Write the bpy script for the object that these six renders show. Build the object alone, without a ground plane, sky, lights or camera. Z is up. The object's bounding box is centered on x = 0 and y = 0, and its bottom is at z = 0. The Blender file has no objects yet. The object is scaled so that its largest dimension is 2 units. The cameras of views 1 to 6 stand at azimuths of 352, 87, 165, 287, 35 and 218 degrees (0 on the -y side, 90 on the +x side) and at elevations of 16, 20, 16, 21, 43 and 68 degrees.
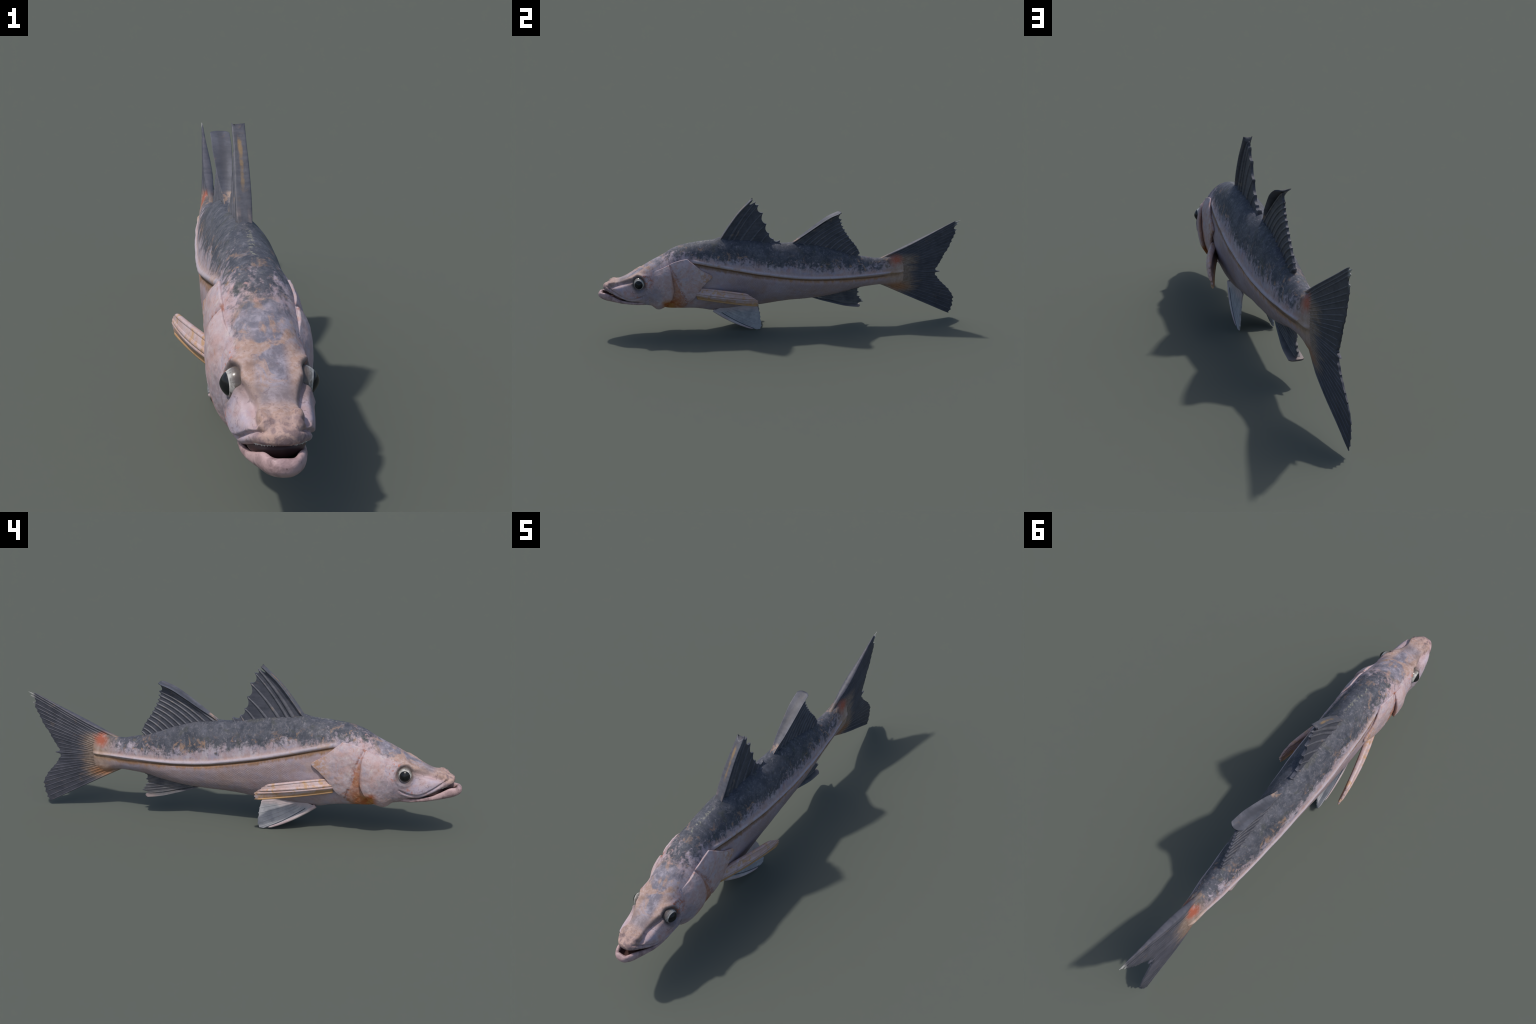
import bpy, math
import numpy as np
from mathutils import Vector, noise as mnoise

# ----------------------------------------------------------------------------
#  helpers
# ----------------------------------------------------------------------------
def pchip(xs, ys):
    xs = np.array(xs, float); ys = np.array(ys, float)
    h = np.diff(xs); d = np.diff(ys) / h
    m = np.zeros_like(ys)
    m[0] = d[0]; m[-1] = d[-1]
    for i in range(1, len(xs) - 1):
        if d[i-1] * d[i] > 0:
            w1 = 2*h[i] + h[i-1]; w2 = h[i] + 2*h[i-1]
            m[i] = (w1 + w2) / (w1/d[i-1] + w2/d[i])
    def f(x):
        x = np.clip(np.asarray(x, float), xs[0], xs[-1])
        i = np.clip(np.searchsorted(xs, x) - 1, 0, len(xs) - 2)
        t = (x - xs[i]) / h[i]
        return ((2*t**3 - 3*t**2 + 1)*ys[i] + (t**3 - 2*t**2 + t)*h[i]*m[i]
                + (-2*t**3 + 3*t**2)*ys[i+1] + (t**3 - t**2)*h[i]*m[i+1])
    return f

def curve_of(pts):                      # list of (x, y) -> smooth function
    pts = sorted(pts)
    return pchip([p[0] for p in pts], [p[1] for p in pts])

def sstep(a, b, x):
    t = np.clip((np.asarray(x, float) - a) / (b - a), 0, 1)
    return t*t*(3 - 2*t)

def gauss(x, s): return np.exp(-(np.asarray(x)/s)**2)

def new_mesh(name, verts, faces, mats, parent=None, smooth=True, mat_index=None):
    me = bpy.data.meshes.new(name)
    me.from_pydata([tuple(v) for v in verts], [], [tuple(f) for f in faces])
    for m in (mats if isinstance(mats, (list, tuple)) else [mats]):
        me.materials.append(m)
    if mat_index is not None:
        me.polygons.foreach_set('material_index', np.asarray(mat_index, dtype=np.int32))
    if smooth:
        me.polygons.foreach_set('use_smooth', np.ones(len(me.polygons), dtype=bool))
    me.update()
    ob = bpy.data.objects.new(name, me)
    bpy.context.scene.collection.objects.link(ob)
    if parent is not None:
        ob.parent = parent
    return ob

def grid_faces(nr, nc, wrap=False, off=0):
    f = []
    for i in range(nr - 1):
        for j in range(nc if wrap else nc - 1):
            k = (j + 1) % nc
            f.append((off+i*nc+j, off+i*nc+k, off+(i+1)*nc+k, off+(i+1)*nc+j))
    return f

def fnoise(P, scale, seed=0.0, octaves=3):
    out = np.empty(len(P))
    for i, p in enumerate(P):
        out[i] = mnoise.fractal(Vector((p[0]*scale+seed, p[1]*scale+seed*.7, p[2]*scale-seed)), 1.0, 2.0, octaves)
    return out

# ----------------------------------------------------------------------------
#  node material helpers
# ----------------------------------------------------------------------------
class N:
    """small expression layer over a shader node tree"""
    def __init__(self, name):
        self.mat = bpy.data.materials.new(name)
        self.mat.use_nodes = True
        self.t = self.mat.node_tree
        self.t.nodes.clear()
        self.out = self.t.nodes.new('ShaderNodeOutputMaterial')
        self.bsdf = self.t.nodes.new('ShaderNodeBsdfPrincipled')
        self.t.links.new(self.bsdf.outputs[0], self.out.inputs[0])
        tc = self.t.nodes.new('ShaderNodeTexCoord')
        self.co = tc.outputs['Object']
        s = self.t.nodes.new('ShaderNodeSeparateXYZ')
        self.t.links.new(self.co, s.inputs[0])
        self.x, self.y, self.z = s.outputs
        self.ax = self.m('ABSOLUTE', self.x)
    def put(self, sock, v):
        if isinstance(v, bpy.types.NodeSocket): self.t.links.new(v, sock)
        elif v is not None: sock.default_value = v
    def m(self, op, a, b=None, c=None, clamp=False):
        n = self.t.nodes.new('ShaderNodeMath'); n.operation = op; n.use_clamp = clamp
        self.put(n.inputs[0], a)
        if b is not None: self.put(n.inputs[1], b)
        if c is not None: self.put(n.inputs[2], c)
        return n.outputs[0]
    def add(self, a, b): return self.m('ADD', a, b)
    def sub(self, a, b): return self.m('SUBTRACT', a, b)
    def mul(self, a, b): return self.m('MULTIPLY', a, b)
    def mx(self, a, b): return self.m('MAXIMUM', a, b)
    def ss(self, a, b, v, lo=0.0, hi=1.0):
        n = self.t.nodes.new('ShaderNodeMapRange'); n.interpolation_type = 'SMOOTHSTEP'
        self.put(n.inputs[0], v); n.inputs[1].default_value = a; n.inputs[2].default_value = b
        n.inputs[3].default_value = lo; n.inputs[4].default_value = hi
        return n.outputs[0]
    def vec(self, x, y, z):
        n = self.t.nodes.new('ShaderNodeCombineXYZ')
        self.put(n.inputs[0], x); self.put(n.inputs[1], y); self.put(n.inputs[2], z)
        return n.outputs[0]
    def scaled(self, s, rot=(0, 0, 0)):
        n = self.t.nodes.new('ShaderNodeMapping'); self.t.links.new(self.co, n.inputs[0])
        n.inputs['Scale'].default_value = s; n.inputs['Rotation'].default_value = rot
        return n.outputs[0]
    def noise(self, scale, detail=4, rough=.55, dist=0.0, co=None, w=0.0):
        n = self.t.nodes.new('ShaderNodeTexNoise'); n.noise_dimensions = '4D'
        self.put(n.inputs['Vector'], co if co is not None else self.co)
        n.inputs['W'].default_value = w
        n.inputs['Scale'].default_value = scale; n.inputs['Detail'].default_value = detail
        n.inputs['Roughness'].default_value = rough; n.inputs['Distortion'].default_value = dist
        return n.outputs['Fac']
    def voronoi(self, scale, co=None, feature='F1', out='Distance'):
        n = self.t.nodes.new('ShaderNodeTexVoronoi'); n.feature = feature
        self.put(n.inputs['Vector'], co if co is not None else self.co)
        n.inputs['Scale'].default_value = scale
        return n.outputs[out]
    def mix(self, f, a, b):
        n = self.t.nodes.new('ShaderNodeMix'); n.data_type = 'RGBA'
        self.put(n.inputs[0], f)
        for s, v in ((n.inputs[6], a), (n.inputs[7], b)):
            if isinstance(v, bpy.types.NodeSocket): self.t.links.new(v, s)
            else: s.default_value = (*v, 1)
        return n.outputs[2]
    def curve(self, v, pts, lo, hi, vlo, vhi):
        """piecewise smooth function of a coordinate, through a Float Curve"""
        t = self.m('DIVIDE', self.sub(v, lo), hi - lo, clamp=True)
        n = self.t.nodes.new('ShaderNodeFloatCurve')
        self.put(n.inputs['Value'], t)
        c = n.mapping.curves[0]
        P = [((p[0]-lo)/(hi-lo), (p[1]-vlo)/(vhi-vlo)) for p in sorted(pts)]
        while len(c.points) < len(P): c.points.new(.5, .5)
        for cp, p in zip(c.points, P): cp.location = p
        n.mapping.update()
        return self.add(self.mul(n.outputs[0], vhi - vlo), vlo)
    def spot(self, c, r, warp=None, soft=.5, use_x=False):
        """soft elliptical patch around (y, z) = c with radii r, 1 inside"""
        dy = self.m('DIVIDE', self.sub(self.y, c[0]), r[0]); dz = self.m('DIVIDE', self.sub(self.z, c[1]), r[1])
        d = self.m('SQRT', self.add(self.mul(dy, dy), self.mul(dz, dz)))
        if warp is not None: d = self.add(d, warp)
        return self.ss(1 + soft, 1 - soft, d)
    def bump(self, h, dist=.002, strength=.5):
        n = self.t.nodes.new('ShaderNodeBump'); self.put(n.inputs['Height'], h)
        n.inputs['Distance'].default_value = dist; n.inputs['Strength'].default_value = strength
        self.t.links.new(n.outputs[0], self.bsdf.inputs['Normal'])
    def finish(self, col, rough=.5, spec=.3, coat=0.0):
        self.put(self.bsdf.inputs['Base Color'], col if isinstance(col, bpy.types.NodeSocket) else (*col, 1))
        self.put(self.bsdf.inputs['Roughness'], rough)
        self.bsdf.inputs['Specular IOR Level'].default_value = spec
        self.bsdf.inputs['Coat Weight'].default_value = coat
        return self.mat

# ----------------------------------------------------------------------------
#  shape of the body:  stations along y (snout at -y)
# ----------------------------------------------------------------------------
Y0 = -0.970
#        y      top   bottom  half-width  z of widest  n_upper n_lower
ST = [(-.970, .274, .266, .004, .2695, 2.2, 2.2),
      (-.966, .284, .260, .022, .268, 2.2, 2.4),
      (-.955, .291, .254, .035, .266, 2.2, 2.8),
      (-.938, .297, .247, .046, .262, 2.2, 3.2),
      (-.912, .304, .236, .058, .255, 2.2, 3.6),
      (-.880, .312, .220, .068, .247, 2.2, 3.8),
      (-.840, .326, .201, .077, .243, 2.6, 3.6),
      (-.800, .345, .186, .084, .244, 2.9, 3.0),
      (-.765, .364, .169, .087, .250, 2.9, 2.5),
      (-.735, .384, .158, .091, .256, 2.6, 2.3),
      (-.700, .405, .150, .095, .264, 2.25, 2.1),
      (-.630, .441, .137, .101, .282, 2.2, 2.05),
      (-.576, .472, .130, .101, .300, 2.2, 2.05),
      (-.520, .491, .126, .098, .310, 2.15, 2.05),
      (-.445, .504, .118, .094, .315, 2.1, 2.05),
      (-.367, .512, .106, .094, .315, 2.1, 2.1),
      (-.310, .516, .107, .094, .312, 2.1, 2.1),
      (-.200, .509, .118, .093, .308, 2.05, 2.05),
      (-.100, .496, .129, .090, .304, 2.0, 2.0),
      (.000, .479, .141, .085, .300, 2.0, 2.0),
      (.075, .475, .147, .081, .294, 2.0, 2.0),
      (.170, .467, .151, .075, .290, 2.0, 2.0),
      (.240, .450, .157, .070, .288, 2.0, 2.0),
      (.300, .431, .167, .067, .287, 2.0, 1.95),
      (.360, .410, .180, .063, .287, 2.0, 2.0),
      (.436, .386, .199, .056, .287, 2.0, 2.0),
      (.487, .376, .207, .052, .287, 2.0, 2.0),
      (.545, .366, .212, .046, .288, 2.0, 2.0),
      (.600, .376, .205, .039, .289, 2.0, 2.0),
      (.640, .384, .193, .035, .289, 2.0, 2.0),
      (.675, .386, .192, .030, .289, 2.0, 2.0),
      (.694, .384, .196, .021, .289, 2.0, 2.0),
      (.702, .372, .208, .006, .289, 2.0, 2.0)]
_q = [math.sqrt(s[0] - Y0) for s in ST]
_f = [pchip(_q, [s[k] for s in ST]) for k in range(1, 7)]
def station(y):
    q = np.sqrt(np.maximum(np.asarray(y, float) - Y0, 0))
    return [f(q) for f in _f]

def base(y, th):
    """undisplaced skin; th 0 = back, pi = belly, 0..pi is the +x side"""
    zt, zb, w, zm, nu, nl = station(y)
    c, s = np.cos(th), np.sin(th)
    n = np.where(c > 0, nu, nl)
    h = np.where(c > 0, zt - zm, zm - zb)
    x = w * np.sign(s) * np.abs(s)**(2/n)
    z = zm + h * np.sign(c) * np.abs(c)**(2/n)
    return np.stack([x, np.broadcast_to(y, x.shape), z], -1)

def normal(y, th):
    e = 1e-3
    t1 = base(y + e, th) - base(y - e, th)
    t2 = base(y, th + e) - base(y, th - e)
    n = np.cross(t2, t1)
    n /= np.linalg.norm(n, axis=-1, keepdims=True) + 1e-12
    r = base(y, th); r = r.copy(); r[..., 1] = 0
    r[..., 2] -= station(y)[3]
    s = np.sign((n * r).sum(-1, keepdims=True)); s[s == 0] = 1
    return n * s

def th_of_z(y, z):
    """angle on the +x flank at which the skin has height z"""
    zt, zb, w, zm, nu, nl = station(y)
    z = np.asarray(z, float)
    up = z > zm
    k = np.where(up, (z - zm) / (zt - zm), (zm - z) / (zm - zb))
    k = np.clip(k, 0, 1) ** (np.where(up, nu, nl) / 2)
    a = np.arccos(k)
    return np.where(up, a, np.pi - a)

EYE = (.068, -.767, .303)
LAT = curve_of([(-.48, .421), (-.37, .398), (-.27, .373), (-.17, .350), (-.06, .327), (.03, .311),
                (.10, .299), (.20, .289), (.30, .284), (.42, .285), (.53, .288), (.68, .290)])
CREASE = curve_of([(-.955, .282), (-.941, .279), (-.923, .270), (-.902, .257), (-.877, .241), (-.85, .226),
                   (-.82, .217), (-.79, .221), (-.763, .230), (-.745, .238)])
GROOVE = curve_of([(-.945, .272), (-.93, .277), (-.90, .287), (-.86, .300), (-.83, .310), (-.80, .319), (-.76, .332)])

def relief(y, z, th):
    """height of the skin relief above the base surface"""
    d = np.zeros_like(z)
    lateral = sstep(.25, .6, np.abs(np.sin(th)))
    # lateral line: a rounded cord with a furrow under it
    on = sstep(-.49, -.45, y) * sstep(.695, .66, y) * lateral
    wl = np.interp(y, [-.45, 0, .66], [.0105, .0085, .0065])
    dz = z - LAT(y)
    d += on * (.0075 * gauss(dz - .002, wl) - .0055 * gauss(dz + wl*1.35, wl*.55))
    # upper jaw: crease between cheek and maxilla, cheek standing proud
    on = sstep(-.958, -.935, y) * sstep(-.735, -.765, y) * lateral
    dz = z - CREASE(y)
    d += on * (.0055 * sstep(-.003, .008, dz) * sstep(.075, .02, dz) - .0045 * gauss(dz + .001, .0035)
               + .003 * gauss(dz + .012, .008))
    # furrow from the eye to the nostril
    on = sstep(-.955, -.91, y) * sstep(-.77, -.80, y) * lateral
    dg = z - GROOVE(y)
    d += on * (-.011 * gauss(dg, .009) + .004 * gauss(dg - .017, .010))
    # eye socket and brow
    r = np.sqrt(((y - EYE[1]) / .036)**2 + ((z - EYE[2]) / .040)**2)
    d += lateral * (-.008 * sstep(1.02, .75, r) + .0035 * gauss(r - 1.12, .14))
    d += lateral * .005 * gauss(y + .755, .04) * gauss(z - .346, .009)
    # nostril: small knob with a pit before it
    r1 = np.hypot(y + .914, z - .294); r2 = np.hypot(y + .926, z - .287)
    d += lateral * (.004 * gauss(r1, .009) - .004 * gauss(r2, .004) + .0025*gauss(np.hypot(y+.917, z-.288)-.016, .004))
    # knobs of the snout, lip band
    d += .003 * gauss(y + .915, .018) * gauss(z - .304, .010)
    d += -.003 * gauss(y + .945, .010) * sstep(.275, .285, z)
    # hollow in front of the cheek plate
    d += -.004 * lateral * gauss(y + .715, .02) * gauss(z - .22, .035)
    # fleshy roots in front of the two dorsal fins
    d += .008 * gauss(y + .318, .024) * gauss(np.sin(th), .26) * (np.cos(th) > 0)
    d += .004 * gauss(y - .075, .024) * gauss(np.sin(th), .25) * (np.cos(th) > 0)
    # pectoral socket
    d += -.006 * lateral * gauss(y + .44, .035) * gauss(z - .245, .04)
    return d

def skin_point(y, th, h=0.0, with_relief=False):
    b = base(y, th); n = normal(y, th)
    if with_relief: h = h + relief(y, b[..., 2], th)
    return b + n * np.asarray(h)[..., None]

# ----------------------------------------------------------------------------
#  materials
# ----------------------------------------------------------------------------
def skin_colour(k):
    """the painted coat of the fish, on object coordinates"""
    y, z, ax = k.y, k.z, k.ax
    n_big = k.noise(6, 4, .6, .4)
    n_mid = k.noise(22, 5, .62, .8, w=1.3)
    streak = k.noise(1, 5, .62, .6, co=k.scaled((30, 46, 16), (math.radians(25), 0, 0)), w=2.0)
    fine = k.noise(90, 4, .6, .5, w=4.1)
    c = lambda v, a=.5: k.sub(v, a)
    # flanks: rose, lilac and silvery patches
    col = k.mix(k.ss(.35, .65, n_mid), (.405, .285, .288), (.46, .37, .40))
    col = k.mix(k.mul(k.ss(.48, .68, k.noise(14, 4, .6, .7, w=7)), .8), col, (.36, .33, .43))
    col = k.mix(k.mul(k.ss(.56, .74, k.noise(30, 4, .6, 1.0, w=9)), .55), col, (.58, .52, .51))
    col = k.mix(k.mul(k.ss(.55, .7, k.noise(17, 4, .6, .6, w=12)), .5), col, (.44, .22, .18))
    # belly scales: greyer, netted
    lat = k.curve(y, [(-.48, .421), (-.27, .373), (-.06, .327), (.10, .299), (.30, .284), (.68, .290)], -.98, 1.0, 0, .6)
    below = k.ss(.0, -.05, k.sub(z, lat))
    trunk = k.mul(k.ss(-.47, -.38, y), k.ss(.68, .6, y))
    col = k.mix(k.mul(k.mul(below, trunk), .62), col, k.mix(k.ss(.35, .65, n_big), (.265, .205, .21), (.32, .265, .295)))
    ochre0 = k.mul(k.mul(k.ss(.46, .62, k.noise(12, 4, .6, .8, w=51)), k.ss(.02, -.02, k.sub(z, lat))), trunk)
    col = k.mix(k.mul(ochre0, .25), col, (.38, .23, .14))
    silver = k.mul(k.mul(k.ss(.0, .02, k.sub(z, lat)), trunk), k.ss(.45, .65, k.noise(1, 4, .62, .8, co=k.scaled((20, 34, 12), (math.radians(25), 0, 0)), w=81)))
    col = k.mix(k.mul(silver, .6), col, (.56, .51, .55))
    # dark back with a ragged edge
    edge = k.curve(y, [(-.98, .40), (-.86, .36), (-.78, .372), (-.70, .392), (-.60, .425), (-.50, .440), (-.40, .425),
                       (-.25, .408), (-.1, .385), (.05, .365), (.2, .345), (.35, .335), (.5, .326), (.62, .34), (.72, .38)],
                   -.98, 1.0, 0, .6)
    up = k.sub(z, edge)
    blot = k.noise(28, 5, .68, 1.4, w=25)
    rag = k.add(k.add(k.mul(c(streak), .10), k.mul(c(blot), .16)), k.add(k.mul(c(n_big), .11), k.mul(c(fine), .07)))
    dark = k.ss(-.022, .030, k.add(up, rag))
    veil = k.mul(k.ss(-.085, .01, k.add(up, k.mul(c(n_mid), .12))), .42)
    col = k.mix(k.mul(veil, k.ss(-.58, -.5, y)), col, (.20, .19, .235))
    slate = k.mix(k.ss(.3, .7, n_mid), (.042, .048, .063), (.090, .093, .112))
    slate = k.mix(k.mul(k.ss(.5, .7, streak), .5), slate, (.135, .138, .170))
    slate = k.mix(k.mul(k.ss(.54, .68, k.noise(19, 4, .6, .5, w=15)), .6), slate, (.066, .07, .060))
    slate = k.mix(k.mul(k.ss(.54, .66, k.noise(44, 5, .68, 1.6, w=16)), .65), slate, (.040, .046, .058))
    slate = k.mix(k.mul(k.ss(.56, .70, k.noise(36, 5, .66, 1.4, w=18)), .55), slate, (.22, .21, .235))
    # warm flecks along the edge of the back
    fleck = k.mul(k.ss(.54, .66, k.noise(26, 5, .65, 1.2, w=21)), k.mul(k.ss(-.06, .0, up), k.ss(.075, .02, up)))
    slate = k.mix(k.mul(fleck, .8), slate, (.36, .22, .14))
    col = k.mix(dark, col, slate)
    # head: lilac grey crown, tan patches, rosy snout
    head = k.ss(-.60, -.68, y)
    top = k.curve(y, [(-.98, .255), (-.92, .283), (-.86, .305), (-.80, .325), (-.72, .37), (-.6, .42)], -.98, 1.0, 0, .6)
    crown = k.mul(head, k.ss(-.02, .012, k.add(k.sub(z, top), k.mul(c(n_mid), .05))))
    crownc = k.mix(k.ss(.4, .62, n_mid), (.15, .145, .18), (.33, .30, .35))
    tan = k.ss(.48, .60, k.noise(17, 5, .62, .9, w=31))
    tan = k.mx(tan, k.mul(k.ss(.02, .045, ax), k.ss(-.70, -.76, y)))
    tan = k.mx(tan, k.ss(-.86, -.90, y))
    crownc = k.mix(k.mul(tan, .82), crownc, k.mix(k.ss(.4, .6, fine), (.36, .215, .14), (.44, .305, .25)))
    col = k.mix(k.mul(crown, .9), col, crownc)
    snout = k.ss(-.90, -.945, k.add(y, k.mul(c(n_mid), .08)))
    col = k.mix(k.mul(snout, .75), col, k.mix(k.ss(.42, .6, k.noise(40, 4, .6, .8, w=33)), (.20, .14, .15), (.44, .30, .26)))
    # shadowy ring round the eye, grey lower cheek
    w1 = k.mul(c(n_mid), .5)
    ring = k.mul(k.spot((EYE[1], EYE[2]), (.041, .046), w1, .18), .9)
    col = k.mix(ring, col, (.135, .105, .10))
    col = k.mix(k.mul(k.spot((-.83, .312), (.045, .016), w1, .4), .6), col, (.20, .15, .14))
    col = k.mix(k.mul(k.spot((-.735, .245), (.05, .035), k.mul(c(fine), 1.6), .5), .5), col, (.21, .20, .25))
    # rust stains
    rust = k.ss(.52, .62, k.noise(45, 4, .6, 1.2, w=41))
    for ctr, r, a in (((-.72, .315), (.03, .035), .8), ((-.735, .345), (.02, .02), .8), ((-.79, .245), (.012, .016), .7),
                      ((-.80, .228), (.05, .006), .5)):
        col = k.mix(k.mul(k.mul(k.spot(ctr, r, w1, .5), rust), a), col, (.40, .13, .07))
    # throat membrane
    col = k.mix(k.mul(k.spot((-.60, .165), (.07, .06), w1, .3), k.ss(.26, .2, z)), col,
                k.mix(k.ss(.4, .6, n_mid), (.36, .10, .025), (.42, .19, .06)))
    # lateral line: pale cord, rust below
    dl = k.sub(z, lat)
    on = k.mul(k.ss(-.50, -.44, y), k.ss(.70, .66, y))
    cord = k.mul(on, k.mul(k.ss(-.011, -.004, dl), k.ss(.016, .008, dl)))
    col = k.mix(k.mul(cord, .85), col, k.mix(k.ss(.5, .68, n_mid), (.42, .37, .41), (.42, .29, .23)))
    ochre = k.mul(on, k.mul(k.ss(-.034, -.012, k.add(dl, k.mul(c(streak), .05))), k.ss(-.002, -.010, dl)))
    col = k.mix(k.mul(ochre, .85), col, (.36, .185, .075))
    furrow = k.mul(on, k.mul(k.ss(-.019, -.013, dl), k.ss(-.006, -.010, dl)))
    col = k.mix(k.mul(furrow, .75), col, (.10, .055, .03))
    wide = k.mul(k.mul(on, k.ss(.10, -.15, y)), k.mul(k.ss(-.034, -.020, k.add(dl, k.mul(c(streak), .02))), k.ss(-.006, -.012, dl)))
    col = k.mix(k.mul(wide, .55), col, (.11, .065, .04))
    upl = k.mul(on, k.mul(k.ss(.008, .013, dl), k.ss(.03, .015, k.add(dl, k.mul(c(streak), .06)))))
    col = k.mix(k.mul(upl, .3), col, (.38, .23, .15))
    # root of the tail
    root = k.ss(.54, .66, k.add(y, k.mul(c(n_mid), .16)))
    mid = k.mul(k.ss(.39, .35, z), k.ss(.17, .21, z))
    col = k.mix(k.mul(k.mul(root, mid), .7), col, k.mix(k.ss(.4, .6, streak), (.30, .19, .11), (.40, .28, .20)))
    col = k.mix(k.mul(k.spot((.645, .357), (.030, .024), k.mul(c(n_mid), 2.2), .75), .8), col, (.40, .085, .04))
    col = k.mix(k.mul(k.spot((.648, .205), (.05, .022), k.mul(c(n_mid), 2.2), .75), .7), col, (.32, .14, .06))
    # fine mottling everywhere, dark freckles on the head, pale specks on the midline
    grain = k.noise(70, 6, .7, 1.0, w=61)
    col = k.mix(k.ss(.50, .72, grain, 0, .38), col, k.mix(.5, col, (.10, .07, .07)))
    col = k.mix(k.ss(.50, .30, grain, 0, .30), col, k.mix(.5, col, (.60, .52, .50)))
    freck = k.mul(k.ss(.55, .66, k.noise(52, 5, .66, 1.6, w=63)), k.ss(-.64, -.72, y))
    col = k.mix(k.mul(freck, .55), col, (.15, .105, .115))
    speck = k.mul(k.ss(.010, .003, k.add(ax, k.mul(c(fine), .02))), k.mul(k.ss(-.56, -.50, y), k.ss(-.33, -.37, y)))
    col = k.mix(k.mul(k.mul(speck, k.ss(.5, .6, k.noise(60, 4, .6, .5, w=66))), .5), col, (.33, .32, .24))
    return col, fine, streak

def mat_skin():
    k = N('fish_skin')
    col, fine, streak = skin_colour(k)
    # lozenge scales on the lower flank as fine grain
    zz = k.mul(k.z, 1.35)
    wob = k.mul(k.sub(fine, .5), 1.1)
    u = k.add(k.mul(k.add(k.y, zz), 250.0), wob); v = k.add(k.mul(k.sub(k.y, zz), 250.0), wob)
    net = k.m('MINIMUM', k.m('ABSOLUTE', k.m('SINE', u)), k.m('ABSOLUTE', k.m('SINE', v)))
    lat = k.curve(k.y, [(-.48, .421), (-.27, .373), (-.06, .327), (.10, .299), (.30, .284), (.68, .290)], -.98, 1.0, 0, .6)
    area = k.mul(k.mul(k.ss(-.38, -.18, k.y), k.ss(.52, .35, k.y)), k.ss(-.02, -.055, k.sub(k.z, lat)))
    sc = k.mul(k.ss(.0, .45, net), area)
    col = k.mix(k.mul(k.mul(k.ss(.38, .08, net), area), .40), col, (.12, .09, .10))
    k.bump(k.add(k.add(k.mul(fine, .6), k.mul(streak, .5)), k.mul(sc, .6)), .0025, .6)
    return k.finish(col, k.ss(.3, .7, fine, .55, .75), .22, 0)

def mat_cover():
    """gill cover plates: rosy with rust stains"""
    k = N('gill_cover_skin')
    n_mid = k.noise(22, 5, .62, .8, w=1.3); fine = k.noise(80, 4, .6, .6, w=4.1)
    c = lambda v, a=.5: k.sub(v, a)
    col = k.mix(k.ss(.35, .65, n_mid), (.44, .30, .29), (.46, .37, .39))
    col = k.mix(k.mul(k.ss(.5, .7, k.noise(16, 4, .6, .7, w=7)), .7), col, (.34, .31, .38))
    col = k.mix(k.mul(k.ss(.55, .7, k.noise(34, 4, .6, 1.0, w=9)), .5), col, (.56, .50, .45))
    col = k.mix(k.mul(k.ss(.53, .66, k.noise(40, 5, .65, 1.2, w=14)), .45), col, (.42, .22, .15))
    # grey lower cheek
    col = k.mix(k.mul(k.spot((-.70, .245), (.06, .05), k.mul(c(fine), 1.8), .5), .6), col, (.22, .20, .24))
    # red-stained seam of the opercle
    line = k.curve(k.z, [(.13, -.50), (.21, -.523), (.246, -.537), (.291, -.550), (.342, -.566), (.405, -.598)], 0, .6, -1, 0)
    dl = k.m('ABSOLUTE', k.add(k.sub(k.y, line), k.mul(c(n_mid), .05)))
    seam = k.mul(k.ss(.020, .001, dl), k.ss(.44, .40, k.z))
    col = k.mix(k.mul(k.mul(seam, k.ss(.44, .62, k.noise(38, 5, .66, 1.8, w=17))), .8), col, (.30, .095, .045))
    # orange membrane between the plates low down
    low = k.mul(k.ss(.235, .19, k.add(k.z, k.mul(c(n_mid), .05))), k.mul(k.ss(-.66, -.63, k.y), k.ss(-.535, -.57, k.add(k.y, k.mul(c(n_mid), .06)))))
    col = k.mix(low, col, k.mix(k.ss(.4, .6, n_mid), (.36, .095, .025), (.44, .19, .05)))
    gap = k.mul(k.ss(-.60, -.575, k.y), k.mul(k.ss(.0, -.012, k.sub(k.y, line)), k.ss(.40, .33, k.z)))
    col = k.mix(k.mul(gap, k.ss(.35, .6, n_mid, .45, .9)), col, k.mix(k.ss(.4, .6, fine), (.34, .12, .05), (.42, .20, .11)))
    grain = k.noise(60, 6, .7, 1.2, w=61)
    col = k.mix(k.ss(.50, .70, grain, 0, .40), col, k.mix(.5, col, (.12, .07, .06)))
    col = k.mix(k.ss(.50, .32, grain, 0, .30), col, k.mix(.5, col, (.62, .54, .50)))
    # ochre rear margin and top ridge
    col = k.mix(k.mul(k.mul(k.ss(-.47, -.40, k.add(k.y, k.mul(c(n_mid), .08))), k.ss(.45, .55, fine)), .6), col, (.40, .21, .09))
    k.bump(k.add(fine, n_mid), .0022, .5)
    return k.finish(col, k.ss(.3, .7, fine, .55, .75), .22, 0)

def mat_jaw():
    k = N('jaw_skin')
    n = k.noise(28, 5, .6, .8); f = k.noise(80, 4, .6, .6, w=3)
    col = k.mix(k.ss(.35, .62, n), (.23, .15, .155), (.45, .31, .31))
    col = k.mix(k.mul(k.ss(.55, .7, f), .5), col, (.17, .12, .12))
    col = k.mix(k.mul(k.ss(.19, .17, k.add(k.z, k.mul(k.sub(n, .5), .03))), .6), col, (.20, .14, .13))
    k.bump(k.add(n, f), .002, .4)
    return k.finish(col, .5, .3, .03)

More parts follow.
